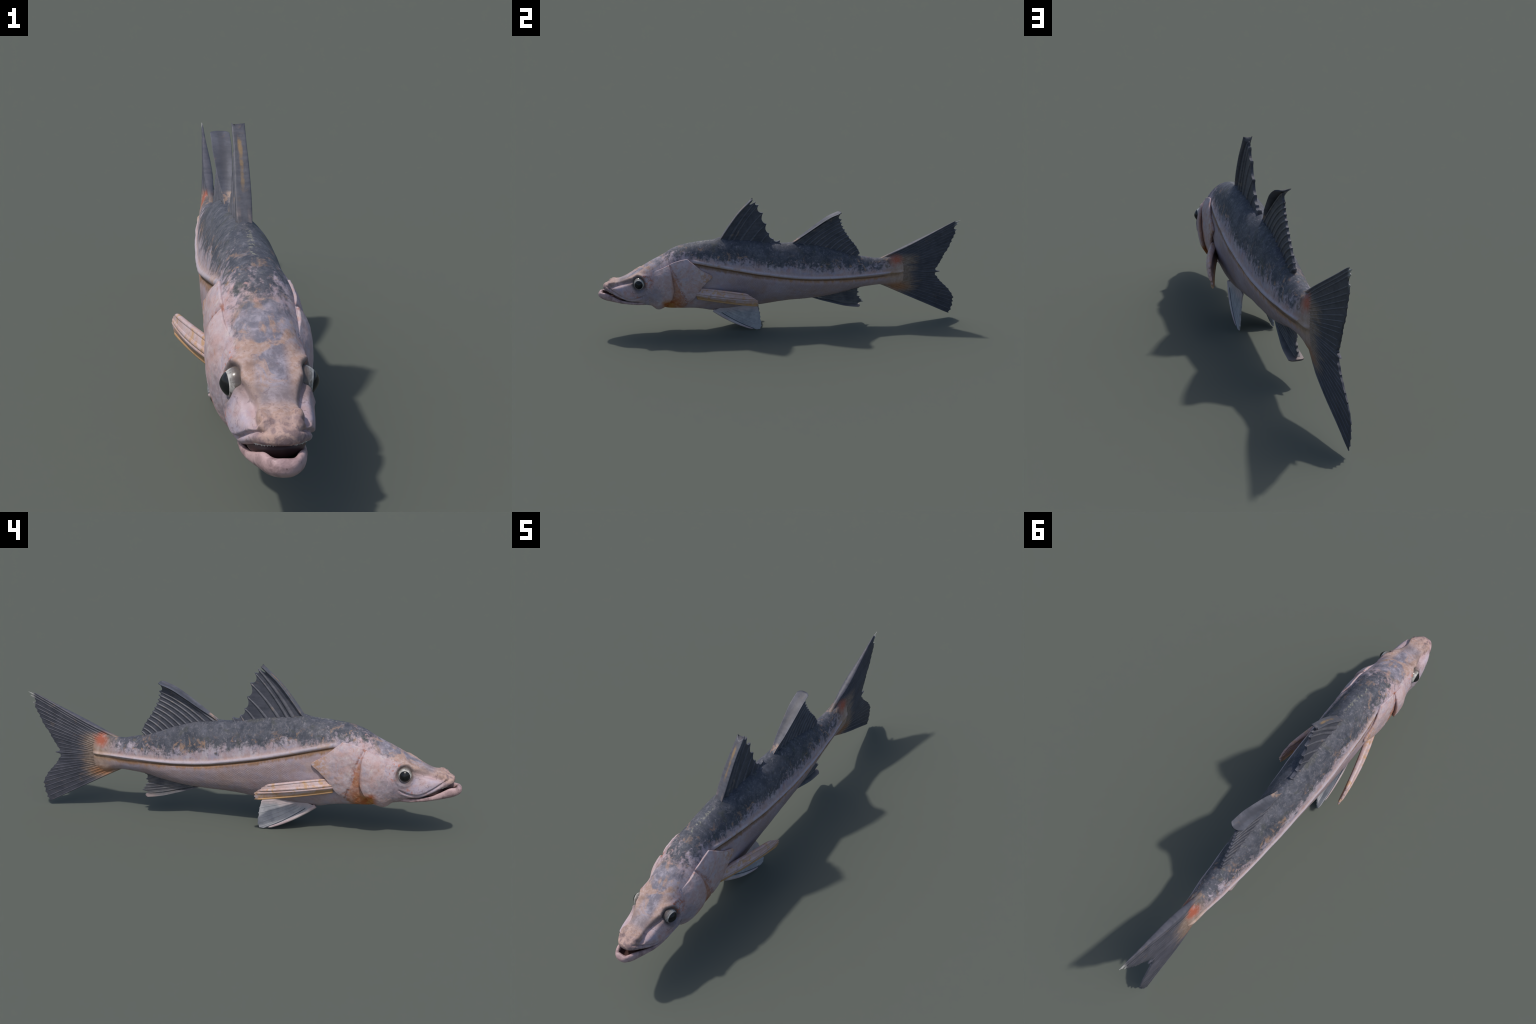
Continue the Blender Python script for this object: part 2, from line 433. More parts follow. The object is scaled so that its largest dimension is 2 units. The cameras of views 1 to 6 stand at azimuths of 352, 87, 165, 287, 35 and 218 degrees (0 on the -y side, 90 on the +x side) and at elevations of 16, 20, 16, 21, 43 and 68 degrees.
def mat_mouth():
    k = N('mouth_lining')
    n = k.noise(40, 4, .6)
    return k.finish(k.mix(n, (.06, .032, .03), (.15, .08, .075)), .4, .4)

def mat_fin(name, ca, cb, tip=None, scale=1.0):
    k = N(name)
    n = k.noise(16, 5, .62, .7, w=2); f = k.noise(80, 4, .6, .6, w=5)
    s = k.noise(1, 4, .6, .3, co=k.scaled((20, 20, 90), (math.radians(-35), 0, 0)), w=8)
    col = k.mix(k.ss(.32, .68, k.add(k.mul(n, .6), k.mul(s, .4))), ca, cb)
    col = k.mix(k.mul(k.ss(.58, .72, k.noise(30, 4, .6, 1.0, w=11)), .45), col, (.16, .12, .095))
    col = k.mix(k.mul(k.ss(.55, .72, f), .3), col, tuple(v*.55 for v in ca))
    return k, col, n, f

def mat_dark_fin():
    k, col, n, f = mat_fin('dark_fin', (.042, .045, .060), (.085, .087, .108))
    k.bump(k.add(n, f), .0018, .45)
    return k.finish(col, .5, .3)

def mat_dark_ray():
    k, col, n, f = mat_fin('dark_fin_ray', (.055, .057, .072), (.115, .114, .132))
    col = k.mix(k.mul(k.ss(.56, .68, k.noise(24, 4, .6, .8, w=19)), .45), col, (.24, .18, .14))
    k.bump(k.add(n, f), .0018, .4)
    return k.finish(col, .45, .35)

def mat_spine_plate():
    """broad leading spines: slate with an ochre streak down the middle"""
    k, col, n, f = mat_fin('leading_spine', (.062, .064, .078), (.120, .120, .140))
    mid = k.mul(k.ss(.0065, .0015, k.add(k.ax, k.mul(k.sub(n, .5), .014))), k.mul(k.mul(k.ss(-.05, -.10, k.y), k.ss(-.28, -.24, k.y)), k.ss(.40, .60, k.noise(18, 4, .6, w=23))))
    col = k.mix(k.mul(mid, .75), col, (.30, .19, .08))
    mid2 = k.mul(k.ss(.016, .004, k.add(k.ax, k.mul(k.sub(n, .5), .012))), k.ss(.12, .2, k.y))
    col = k.mix(k.mul(mid2, .6), col, (.055, .055, .065))
    root = k.mul(k.ss(.565, .535, k.z), k.ss(.50, .54, k.z))
    col = k.mix(k.mul(k.mul(k.mul(root, k.ss(.006, .012, k.ax)), k.ss(-.2, -.28, k.y)), k.ss(.35, .75, n, 0, .6)), col, (.36, .26, .22))
    root2 = k.mul(k.spot((.10, .487), (.035, .018), k.mul(k.sub(n, .5), 1.2), .4), .8)
    col = k.mix(k.mul(root2, k.ss(.4, .6, f)), col, (.36, .25, .19))
    k.bump(k.add(n, f), .0018, .4)
    return k.finish(col, .5, .3)

def mat_anal_fin():
    k, col, n, f = mat_fin('anal_fin_skin', (.060, .061, .074), (.135, .13, .135))
    col = k.mix(k.mul(k.ss(.108, .092, k.add(k.z, k.mul(k.sub(n, .5), .03))), .55), col, (.33, .25, .23))
    k.bump(k.add(n, f), .0018, .4)
    return k.finish(col, .5, .3)

def mat_tail(ray):
    k, col, n, f = mat_fin('tail_ray' if ray else 'tail_membrane', (.048, .050, .065) if ray else (.038, .040, .053),
                           (.098, .096, .116) if ray else (.075, .076, .094))
    c = lambda v, a=.5: k.sub(v, a)
    # rust and tan root that fades out along the rays
    mid = k.mul(k.ss(.40, .36, z0 := k.z), k.ss(.14, .19, k.z))
    s2 = k.noise(1, 4, .6, .3, co=k.scaled((30, 9, 120)), w=71)
    root = k.mul(k.ss(.775, .695, k.add(k.y, k.add(k.mul(c(n), .08), k.mul(c(s2), .16)))), mid)
    col = k.mix(k.mul(root, .68), col, k.mix(k.ss(.4, .6, f), (.25, .165, .11), (.34, .25, .19)))
    col = k.mix(k.mul(k.spot((.645, .357), (.030, .024), k.mul(c(n), 2.2), .75), .8), col, (.40, .085, .04))
    col = k.mix(k.mul(k.spot((.652, .202), (.045, .022), k.mul(c(n), 2.2), .75), .75), col, (.32, .14, .06))
    # bleached frayed tip
    col = k.mix(k.mul(k.mul(k.ss(.962, .985, k.add(k.y, k.mul(c(f), .03))), .75), k.ss(.49, .52, k.z)), col, (.42, .41, .38))
    k.bump(k.add(n, f), .0018, .4)
    return k.finish(col, .5, .3)

def mat_pale_fin(name, warm):
    k = N(name)
    n = k.noise(20, 5, .6, .7); f = k.noise(70, 4, .6, .6, w=3)
    if warm:      # pectoral: pink with ochre margins
        col = k.mix(k.ss(.35, .65, n), (.44, .29, .25), (.47, .37, .38))
        col = k.mix(k.mul(k.ss(.5, .64, k.noise(30, 4, .6, 1.0, w=9)), .75), col, (.44, .25, .10))
        col = k.mix(k.mul(k.ss(.005, -.008, k.add(k.sub(k.z, k.curve(k.y, [(-.45, .225), (-.3, .205), (-.12, .185)], -.6, 0, 0, .6)), k.mul(k.sub(n, .5), .02))), .8), col, (.40, .22, .07))
        col = k.mix(k.mul(k.ss(.56, .7, f), .4), col, (.22, .14, .11))
    else:         # pelvic: cool grey web, rosy base
        col = k.mix(k.ss(.35, .65, n), (.27, .27, .29), (.38, .37, .385))
        col = k.mix(k.mul(k.ss(.10, .125, k.add(k.z, k.mul(k.sub(n, .5), .05))), .7), col, (.46, .36, .36))
        col = k.mix(k.mul(k.ss(.56, .7, f), .35), col, (.20, .17, .18))
    k.bump(k.add(n, f), .0018, .4)
    return k.finish(col, .5, .3)

def mat_pelvic_spine():
    k = N('pelvic_spine_skin')
    n = k.noise(24, 4, .6, .6)
    return k.finish(k.mix(k.ss(.35, .65, n), (.40, .30, .31), (.50, .43, .42)), .5, .3)

def mat_eye():
    k = N('eye_iris')
    dy = k.m('DIVIDE', k.sub(k.y, EYE[1]), .030); dz = k.m('DIVIDE', k.sub(k.z, EYE[2]), .034)
    r = k.m('SQRT', k.add(k.mul(dy, dy), k.mul(dz, dz)))
    n = k.noise(60, 4, .6, 1.0)
    col = k.mix(k.ss(.4, .6, n), (.17, .155, .14), (.40, .38, .355))  # iris painted darker for the shade round the eyeball's edge
    col = k.mix(k.mul(k.ss(.87, .80, r), k.ss(EYE[2]+.024, EYE[2]+.004, k.z, .35, .85)), col, (.60, .58, .54))  # pale ring; upper half toned down, brow shadow put into the colour
    wob = k.mul(k.sub(n, .5), .25)
    col = k.mix(k.mul(k.ss(.004, -.018, k.add(k.sub(k.z, EYE[2]-.012), k.mul(wob, .03))), k.mul(k.ss(.80, .90, k.add(r, wob)), .85)), col, (.30, .15, .09))
    col = k.mix(k.mul(k.ss(-.002, .012, k.sub(k.z, EYE[2]+.008)), k.mul(k.ss(.88, .96, k.add(r, wob)), .8)), col, (.12, .095, .085))
    col = k.mix(k.mul(k.ss(.96, 1.0, r), .8), col, (.10, .08, .07))
    return k.finish(col, .25, .35, .15)

def plain(name, col, rough, spec=.5, coat=0.0):
    k = N(name)
    n = k.noise(50, 3)
    return k.finish(k.mix(n, tuple(v*.85 for v in col), tuple(min(1, v*1.15) for v in col)), rough, spec, coat)

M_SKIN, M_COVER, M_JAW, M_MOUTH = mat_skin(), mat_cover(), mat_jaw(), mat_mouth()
M_FIN, M_RAY, M_PLATE, M_ANAL = mat_dark_fin(), mat_dark_ray(), mat_spine_plate(), mat_anal_fin()
M_TAILW, M_TAILR = mat_tail(False), mat_tail(True)
M_PECT, M_PELV, M_PSPINE = mat_pale_fin('pectoral_fin_skin', True), mat_pale_fin('pelvic_fin_skin', False), mat_pelvic_spine()
M_EYE = mat_eye()
M_PUPIL = plain('eye_pupil', (.010, .011, .012), .22, .25, .1)
M_TOOTH = plain('tooth', (.60, .60, .58), .35)

# ----------------------------------------------------------------------------
#  the fish
# ----------------------------------------------------------------------------
fish = bpy.data.objects.new('snook_fish', None)
bpy.context.scene.collection.objects.link(fish)
fish['label'] = 'long pinkish game fish with dark back, fins and tail'
fish['category'] = 'fish'

# ---- body: one lofted skin, cut into head, trunk and tail stalk ----------------
def build_body():
    ys = [Y0 + .970*0 + (i/26)**2 * .028 for i in range(1, 27)]          # rounded snout tip
    y = ys[-1]
    while y < .699:
        y += .0022 if y < -.34 else .0032
        ys.append(y)
    ys = np.array(ys)
    nth = 300
    th = np.linspace(0, 2*np.pi, nth, endpoint=False)
    Y, T = np.meshgrid(ys, th, indexing='ij')
    B = base(Y, T); NN = normal(Y, T)
    Tm = np.where(T > np.pi, 2*np.pi - T, T)
    D = relief(Y, B[..., 2], Tm)
    P = B + NN * D[..., None]
    # soft flesh irregularities
    amp = .0016 * sstep(-.97, -.93, Y)
    nz = fnoise(np.stack([np.abs(B[..., 0]), B[..., 1]*.6, B[..., 2]], -1).reshape(-1, 3), 17, 3.1, 3).reshape(Y.shape)
    P += NN * (amp * nz)[..., None]
    # palate: hollow the underside of the snout between the lips
    zt, zb, w, zm, nu, nl = station(Y)
    hollow = sstep(-.962, -.945, Y) * sstep(-.74, -.80, Y)
    rel = np.abs(P[..., 0]) / (w * .80)
    under = (np.cos(T) < -.3) & (rel < 1)
    P[..., 2] += np.where(under, hollow * .024 * (1 - rel**2), 0)
    V = P.reshape(-1, 3).tolist()
    nr = len(ys)
    F = grid_faces(nr, nth, wrap=True)
    F = [f[::-1] for f in F]
    yc = np.repeat((ys[:-1] + ys[1:]) / 2, nth)
    i0 = len(V); V.append((0, Y0, .2695)); V.append((0, .702, .289))
    F += [(i0, j, (j+1) % nth) for j in range(nth)]
    yc = np.concatenate([yc, np.full(nth, -.97)])
    last = (nr-1)*nth
    F += [(i0+1, last+(j+1) % nth, last+j) for j in range(nth)]
    yc = np.concatenate([yc, np.full(nth, .71)])
    me = bpy.data.meshes.new('body'); me.from_pydata(V, [], F); me.update()
    import bmesh
    bm = bmesh.new(); bm.from_mesh(me); bmesh.ops.recalc_face_normals(bm, faces=bm.faces); bm.to_mesh(me); bm.free()
    vn = np.empty(len(me.vertices)*3); me.vertices.foreach_get('vector', vn) if False else None
    vn = np.array([v.normal[:] for v in me.vertices])
    FF = [tuple(p.vertices) for p in me.polygons]
    FF = np.array([f + (-1,)*(4-len(f)) for f in FF])
    V = np.array(V)
    parts = {}
    for name, lo, hi in (('head', -2, -.56), ('trunk', -.56, .47), ('tail_stalk', .47, 2)):
        sel = FF[(yc >= lo) & (yc < hi)]
        used = np.unique(sel[sel >= 0]); remap = -np.ones(len(V), int); remap[used] = np.arange(len(used))
        faces = [tuple(remap[i] for i in f if i >= 0) for f in sel]
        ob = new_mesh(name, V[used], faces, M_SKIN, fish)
        ob.data.normals_split_custom_set_from_vertices([tuple(n) for n in vn[used]])
        parts[name] = ob
    bpy.data.meshes.remove(me)
    return parts
parts = build_body()
head, trunk, stalk = parts['head'], parts['trunk'], parts['tail_stalk']

# ---- lower jaw ---------------------------------------------------------------
JY = -1.0
JS = [(-1.0, .229, .224, .003, .003), (-.996, .237, .214, .019, .006), (-.985, .243, .205, .031, .009), (-.962, .243, .195, .043, .010),
      (-.935, .234, .188, .050, .009), (-.905, .219, .183, .056, .008), (-.87, .205, .178, .063, .008),
      (-.82, .195, .172, .067, .007), (-.77, .19, .167, .066, .006), (-.73, .19, .166, .057, .006), (-.69, .19, .168, .042, .006)]
jq = [math.sqrt(s[0]-JY) for s in JS]
jf = [pchip(jq, [s[k] for s in JS]) for k in range(1, 5)]
def build_jaw():
    q = np.linspace(0.012, math.sqrt(.31), 110)
    rings = []; mat = []
    for qq in q:
        y = JY + qq*qq
        zr, zb, w, lip = [float(f(qq)) for f in jf]
        zm = zr - (zr-zb)*.38
        half = []
        for a in np.linspace(0, math.pi/2, 20):                     # outside, from chin up
            half.append((w*math.sin(a)**.8, zm - (zm-zb)*math.cos(a)**.9))
        open_ = float(sstep(-.984, -.962, y))                       # closed chin -> open trough
        zi = zr - (zr - zm)*open_
        for a in np.linspace(0, math.pi, 10)[1:]:                   # rounded lip
            sa = math.sin(a)**.8
            half.append((w - lip + lip*math.cos(a), zm + (zr-zm)*sa if a < math.pi/2 else zi + (zr-zi)*sa))
        floor = zi - (zm - zb)*.5*open_
        xi = max(w - 2*lip, .0005)
        for t in np.linspace(0, 1, 10)[1:]:                         # floor of the mouth
            half.append((xi*(1-t), zi + (floor-zi)*math.sin(t*math.pi/2)))
        ring = [(x, y, z) for x, z in half] + [(-x, y, z) for x, z in half[-2:0:-1]]
        rings.append(ring)
    nc = len(rings[0]); V = [p for r in rings for p in r]
    F = grid_faces(len(rings), nc, wrap=True)
    nh = 20 + 9 + 9
    mi = []
    for i in range(len(rings)-1):
        for j in range(nc):
            jj = j if j < nh else nc - j
            mi.append(1 if jj >= 28 and JY + q[i]**2 > -.978 else 0)
    V.append((0, JY, .2255)); F += [(len(V)-1, (j+1) % nc, j) for j in range(nc)]; mi += [0]*nc
    V = np.array(V)
    nz = fnoise(V*np.array([1, 1, 1]), 30, 8.3, 2)
    V[:, 2] += nz*.0012
    return new_mesh('lower_jaw', V, F, [M_JAW, M_MOUTH], head, mat_index=mi)
jaw = build_jaw()

# dark ellipsoid filling the back of the gape
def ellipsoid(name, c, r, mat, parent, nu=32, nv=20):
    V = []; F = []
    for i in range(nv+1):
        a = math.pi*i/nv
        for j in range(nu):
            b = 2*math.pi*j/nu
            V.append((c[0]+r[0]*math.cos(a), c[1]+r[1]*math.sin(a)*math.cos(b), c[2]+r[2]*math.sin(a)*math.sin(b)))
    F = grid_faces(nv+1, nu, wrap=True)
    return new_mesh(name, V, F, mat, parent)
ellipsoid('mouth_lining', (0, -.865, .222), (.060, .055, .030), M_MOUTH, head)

# teeth: two short rows of small blunt teeth under the upper lip
def build_teeth():
    V = []; F = []
    rng = np.random.default_rng(4)
    for side in (-1, 1):
        for i in range(16):
            t = i/15
            x = side*(.014 + .036*t); y = -.951 + .030*t**1.6; z = .2585 - .010*t
            r = .0021; l = .0035 + .003*rng.random()
            o = len(V)
            for kz, kr in ((.004, 1.1), (-l*.5, .9), (-l, .35)):
                for j in range(7):
                    a = 2*math.pi*j/7
                    V.append((x + r*kr*math.cos(a), y + r*kr*math.sin(a), z + kz))
            F += grid_faces(3, 7, wrap=True, off=o)
            F.append(tuple(o+14+j for j in range(7)))
    ob = new_mesh('teeth', V, F, M_TOOTH, head); ob['kind'] = 'stuff'
build_teeth()

# ---- eyes --------------------------------------------------------------------
def eye_x(yy, zz):
    r = min(1.0, math.hypot((yy-EYE[1])/.0305, (zz-EYE[2])/.0345))
    return EYE[0] + .034*(1 - r**1.7)**.6
for side in (1, -1):
    V = []; nr, nc = 40, 56
    for i in range(nr):
        rr = math.sin(math.pi/2*i/(nr-1))
        for j in range(nc):
            a = 2*math.pi*j/nc
            yy = EYE[1] + .0305*rr*math.cos(a); zz = EYE[2] + .0345*rr*math.sin(a)
            V.append((side*eye_x(yy, zz), yy, zz))
    for j in range(nc):
        a = 2*math.pi*j/nc
        V.append((side*(EYE[0] - .018), EYE[1] + .029*math.cos(a), EYE[2] + .033*math.sin(a)))
    F = grid_faces(nr+1, nc, wrap=True)
    if side < 0: F = [f[::-1] for f in F]
    e = new_mesh('eye', V, F, M_EYE, head)
    V = []; nr, nc = 12, 44
    for i in range(nr):
        rr = i/(nr-1)
        for j in range(nc):
            a = 2*math.pi*j/nc
            yy = EYE[1] - .0022 + .0236*rr*math.cos(a); zz = EYE[2] - .001 + .0262*rr*math.sin(a)
            V.append((side*(eye_x(yy, zz) + (.0009 if rr < .97 else -.0012)), yy, zz))
    F = grid_faces(nr, nc, wrap=True)
    if side < 0: F = [f[::-1] for f in F]
    new_mesh('pupil', V, F, M_PUPIL, e)

# ---- gill covers ---------------------------------------------------------------
def plate(name, front, rear, hf, hr, parent, nu=120, nv=80, bulge=.003, edge=.006, seed=1.0, extra=None):
    """shell over the flank between a front and a rear border given in (y, z);
       lifted from hf at the front to hr at the rear, with a rounded free edge"""
    U = np.linspace(0, 1, nu)
    def along(pts):
        t = np.linspace(0, 1, len(pts))
        a = np.array([(p[0], th_of_z(p[0], p[1])) for p in pts], float)
        d = np.concatenate([[0], np.cumsum(np.hypot(np.diff(a[:, 0]), np.diff(a[:, 1])*.11))]); d /= d[-1]
        return pchip(d, a[:, 0])(U), pchip(d, a[:, 1])(U)
    fy, ft = along(front); ry, rt = along(rear)
    for side in (1, -1):
        vv = np.linspace(0, 1, nv)
        Yg = fy[:, None] + (ry-fy)[:, None]*vv[None]; Tg = ft[:, None] + (rt-ft)[:, None]*vv[None]
        H = hf + (hr-hf)*sstep(0, .85, vv)[None] + bulge*np.sin(np.pi*vv)[None]*np.ones((nu, 1))
        top = sstep(0, .15, U)[:, None]; bot = sstep(1, .80, U)[:, None]
        H = H * bot + (-.004)*(1-bot)
        H = H * (.45 + .55*top)
        P0 = base(Yg, Tg)
        nz = fnoise(P0.reshape(-1, 3), 32, seed, 3).reshape(nu, nv)
        H = H + nz*.0016
        if extra is not None: H = H + extra(Yg, P0[..., 2])
        # free rear edge: roll over and tuck under
        cols = [(Yg[:, i], Tg[:, i], H[:, i]) for i in range(nv)]
        for dy, k in ((.0018, .80), (.0022, .45), (.001, .1), (-.004, -.25)):
            cols.append((Yg[:, -1] + dy, Tg[:, -1], H[:, -1] - edge*(1-k)*1.3))
        cols.append((Yg[:, -1] - .012, Tg[:, -1], H[:, -1]*0 - .004))
        Yc = np.stack([c[0] for c in cols], 1); Tc = np.stack([c[1] for c in cols], 1); Hc = np.stack([c[2] for c in cols], 1)
        # free upper edge
        rows = [(Yc[0], Tc[0] + .02, np.minimum(Hc[0]*0 - .004, Hc[0])), (Yc[0], Tc[0] - .012, Hc[0]*.0 - .002), (Yc[0], Tc[0] - .012, Hc[0]*.55)]
        Yc = np.vstack([r[0][None] for r in rows] + [Yc]); Tc = np.vstack([r[1][None] for r in rows] + [Tc]); Hc = np.vstack([r[2][None] for r in rows] + [Hc])
        P = skin_point(Yc, Tc, Hc)
        P[..., 0] *= side
        F = grid_faces(P.shape[0], P.shape[1])
        if side < 0: F = [f[::-1] for f in F]
        new_mesh(name, P.reshape(-1, 3), F, M_COVER, parent)

SEAM = curve_of([(.13, -.50), (.21, -.523), (.246, -.537), (.291, -.550), (.342, -.566), (.405, -.598)])
plate('gill_cover',
      [(-.675, .372), (-.66, .34), (-.65, .28), (-.65, .22), (-.655, .16), (-.65, .134)],
      [(-.502, .432), (-.475, .410), (-.425, .370), (-.372, .334), (-.405, .303), (-.435, .270), (-.468, .222), (-.506, .185), (-.533, .160), (-.565, .135)],
      -.001, .0095, head, seed=2.0, edge=.007,
      extra=lambda y, z: -.0035*gauss(y - SEAM(z), .004) + .002*sstep(-.004, .02, y - SEAM(z)))
plate('cheek_plate',
      [(-.69, .366), (-.705, .33), (-.715, .28), (-.72, .23), (-.725, .19), (-.72, .155)],
      [(-.603, .402), (-.590, .360), (-.586, .319), (-.582, .270), (-.592, .230), (-.618, .192), (-.652, .163), (-.692, .146)],
      -.003, .0165, head, seed=5.0, edge=.008, bulge=.002)

# ---- fins ------------------------------------------------------------------------
class Fin:
    """fan of rays: each ray = (base, tip, bow), membrane stretched between them"""
    def __init__(self, rays, t_base, t_tip, notch, lead=None, power=1.0):
        self.B = np.array([r[0] for r in rays], float); self.T = np.array([r[1] for r in rays], float)
        self.W = np.array([r[2] if len(r) > 2 else (0, 0, 0) for r in rays], float)
        self.n = len(rays); self.tfun = None; self.tb, self.tt, self.notch, self.power = t_base, t_tip, notch, power
        idx = np.arange(self.n)
        self.f = [[pchip(idx, A[:, k]) for k in range(3)] for A in (self.B, self.T, self.W)]
    def centre(self, u, s):
        u = np.asarray(u, float); s = np.asarray(s, float)
        b, t, w = [np.stack([f(u) for f in g], -1) for g in self.f]
        s = s[..., None]
        return b*(1-s) + t*s + w*4*s*(1-s)
    def frame(self, u, s):
        e = 2e-2
        du = self.centre(np.clip(u+e, 0, self.n-1), s) - self.centre(np.clip(u-e, 0, self.n-1), s)
        ds = self.centre(u, s+e) - self.centre(u, s-e)
        n = np.cross(du, ds); n /= np.linalg.norm(n, axis=-1, keepdims=True) + 1e-12
        ds /= np.linalg.norm(ds, axis=-1, keepdims=True) + 1e-12
        return np.cross(ds, n), ds, n
    def thick(self, s): return self.tb + (self.tt - self.tb)*np.asarray(s)**self.power
    def membrane(self, name, mat, parent, k=6, ns=26, mirror=1, wob=0.0, seed=1.0):
        u = np.linspace(0, self.n-1, (self.n-1)*k + 1)
        notch = np.array(self.notch, float) if np.ndim(self.notch) else np.full(self.n-1, self.notch)
        fr = u - np.floor(u); gi = np.clip(np.floor(u).astype(int), 0, self.n-2)
        smax = 1 - notch[gi]*np.clip(np.sin(np.pi*fr), 0, 1)**.8
        rag = np.array([mnoise.noise(Vector((v*1.7+seed, seed*3.1, .2))) for v in u])
        smax = smax - .02*np.abs(rag)*(np.sin(np.pi*fr) > .05)
        ss_ = np.linspace(0, 1, ns)
        Ug, Sg = np.meshgrid(u, ss_, indexing='ij'); Sg = Sg*smax[:, None]
        C = self.centre(Ug, Sg); L, D, Nn = self.frame(Ug, Sg)
        h = self.thick(Sg) if self.tfun is None else self.tfun(C, Sg)
        # shingled web: one flank of every gap stands higher than the other
        A = C + Nn*h[..., None]; Bk = C - Nn*h[..., None]
        V = np.concatenate([A.reshape(-1, 3), Bk.reshape(-1, 3)]); nu = len(u)
        F = grid_faces(nu, ns); o = nu*ns
        F += [tuple(o+i for i in f[::-1]) for f in grid_faces(nu, ns)]
        ring = [(i, 0) for i in range(nu)] + [(nu-1, j) for j in range(1, ns)] + [(i, ns-1) for i in range(nu-2, -1, -1)] + [(0, j) for j in range(ns-2, 0, -1)]
        ids = [i*ns+j for i, j in ring]
        F += [(a, o+a, o+b, b) for a, b in zip(ids, ids[1:]+ids[:1])]
        V[:, 0] *= mirror
        if mirror < 0: F = [f[::-1] for f in F]
        ob = new_mesh(name, V, F, mat, parent)
        m = ob.modifiers.new('edge', 'EDGE_SPLIT'); m.split_angle = math.radians(50)
        return ob
    def rays(self, name, mat, parent, which, wid, thk, over=1.0, mirror=1, ns=20, start=0.0, taper=.45):
        for i in which:
            s = np.linspace(start, over if np.ndim(over) == 0 else over[i], ns); u = np.full(ns, float(i))
            C = self.centre(u, s); L, D, Nn = self.frame(u, np.clip(s, .02, .98))
            w_ = wid[i] if np.ndim(wid) else wid; t_ = thk[i] if np.ndim(thk) else thk
            tp = 1 - (1-taper)*s/s[-1]
            endcap = np.sqrt(np.clip((1 - (s-start)/(s[-1]-start))/.06, 0.05, 1))
            hw = w_*tp*endcap; ht = ((self.thick(s) if self.tfun is None else self.tfun(C, s)) + t_*tp)*endcap
            m = 12; a = 2*np.pi*np.arange(m)/m
            P = C[:, None] + L[:, None]*(hw[:, None]*np.cos(a))[..., None] + Nn[:, None]*(ht[:, None]*np.sin(a))[..., None]
            V = P.reshape(-1, 3); F = grid_faces(ns, m, wrap=True)
            F.append(tuple(range(m))[::-1]); F.append(tuple((ns-1)*m + j for j in range(m)))
            V[:, 0] *= mirror
            if mirror < 0: F = [f[::-1] for f in F]
            new_mesh(name, V, F, mat, parent)

def leading_plate(name, pts, half, mat, parent, thick=.003, cup=.004, back=(0, 0), end='round', ns=40, nx=15):
    """broad spine that forms the front edge of a median fin: a strip across x,
       running along (y, z) points, with half-width half(s)"""
    pts = np.array(pts, float); t = np.linspace(0, 1, len(pts))
    fy, fz = pchip(t, pts[:, 0]), pchip(t, pts[:, 1])
    s = np.linspace(0, 1, ns)
    d = np.stack([fy(s+.01)-fy(s-.01), fz(s+.01)-fz(s-.01)], -1)
    d[0] = d[1]; d[-1] = d[-2]; d /= np.linalg.norm(d, axis=-1, keepdims=True)
    nrm = np.stack([-d[:, 1], d[:, 0]], -1)                        # towards the front / outside
    if nrm[ns//2] @ np.array(back) > 0: nrm = -nrm
    V = []
    a = 2*np.pi*np.arange(nx*2)/(nx*2)
    for i in range(ns):
        hw = float(half(s[i]))
        for aa in a:
            x = hw*math.cos(aa)
            off = thick*math.sin(aa)*(1.0) - cup*(1-(math.cos(aa))**2)
            along = 0.0
            if end == 'fork' : along = .022*sstep(.85, 1, s[i])*(abs(math.cos(aa))**1.5 - .5)
            if end == 'round': along = -.016*sstep(.8, 1, s[i])*(abs(math.cos(aa))**3)
            V.append((x, float(fy(s[i])) + nrm[i, 0]*off + d[i, 0]*along, float(fz(s[i])) + nrm[i, 1]*off + d[i, 1]*along))
    m = nx*2
    F = grid_faces(ns, m, wrap=True); F.append(tuple(range(m))[::-1]); F.append(tuple((ns-1)*m+j for j in range(m)))
    ob = new_mesh(name, V, F, mat, parent)
    import bmesh
    bm = bmesh.new(); bm.from_mesh(ob.data); bmesh.ops.recalc_face_normals(bm, faces=bm.faces); bm.to_mesh(ob.data); bm.free()
    return ob

med = lambda b, t, w=(0, 0): ((0, b[0], b[1]), (0, t[0], t[1]), (0, w[0], w[1]))

# spiny first dorsal
d1 = Fin([med((-.318, .506), (-.152, .708), (-.009, .014)), med((-.276, .503), (-.121, .718), (-.004, .008)), med((-.250, .50), (-.105, .701), (-.004, .008)),
          med((-.212, .497), (-.083, .655), (-.003, .007)), med((-.157, .492), (-.066, .591), (-.002, .005)), med((-.100, .484), (-.052, .537), (-.001, .004)),
          med((-.050, .476), (-.030, .505), (0, .002)), med((-.008, .468), (.005, .495), (0, .0))], .010, .0045, [.06, .05, .10, .12, .14, .18, .4])
dorsal = d1.membrane('spiny_dorsal_fin', M_FIN, fish, seed=2)
d1.rays('dorsal_spine', M_RAY, dorsal, range(1, 8), [0, .013, .010, .011, .0105, .0095, .0075, .008], [0, .008, .006, .006, .0055, .005, .004, .005], 1.01, taper=.4)
leading_plate('leading_spine', [(-.330, .500), (-.299, .545), (-.264, .596), (-.210, .665), (-.145, .728)],
              lambda s: .017 + .003*math.sin(math.pi*min(s*1.2, 1)), M_PLATE, dorsal, .006, .004, back=(1, -1), end='fork')

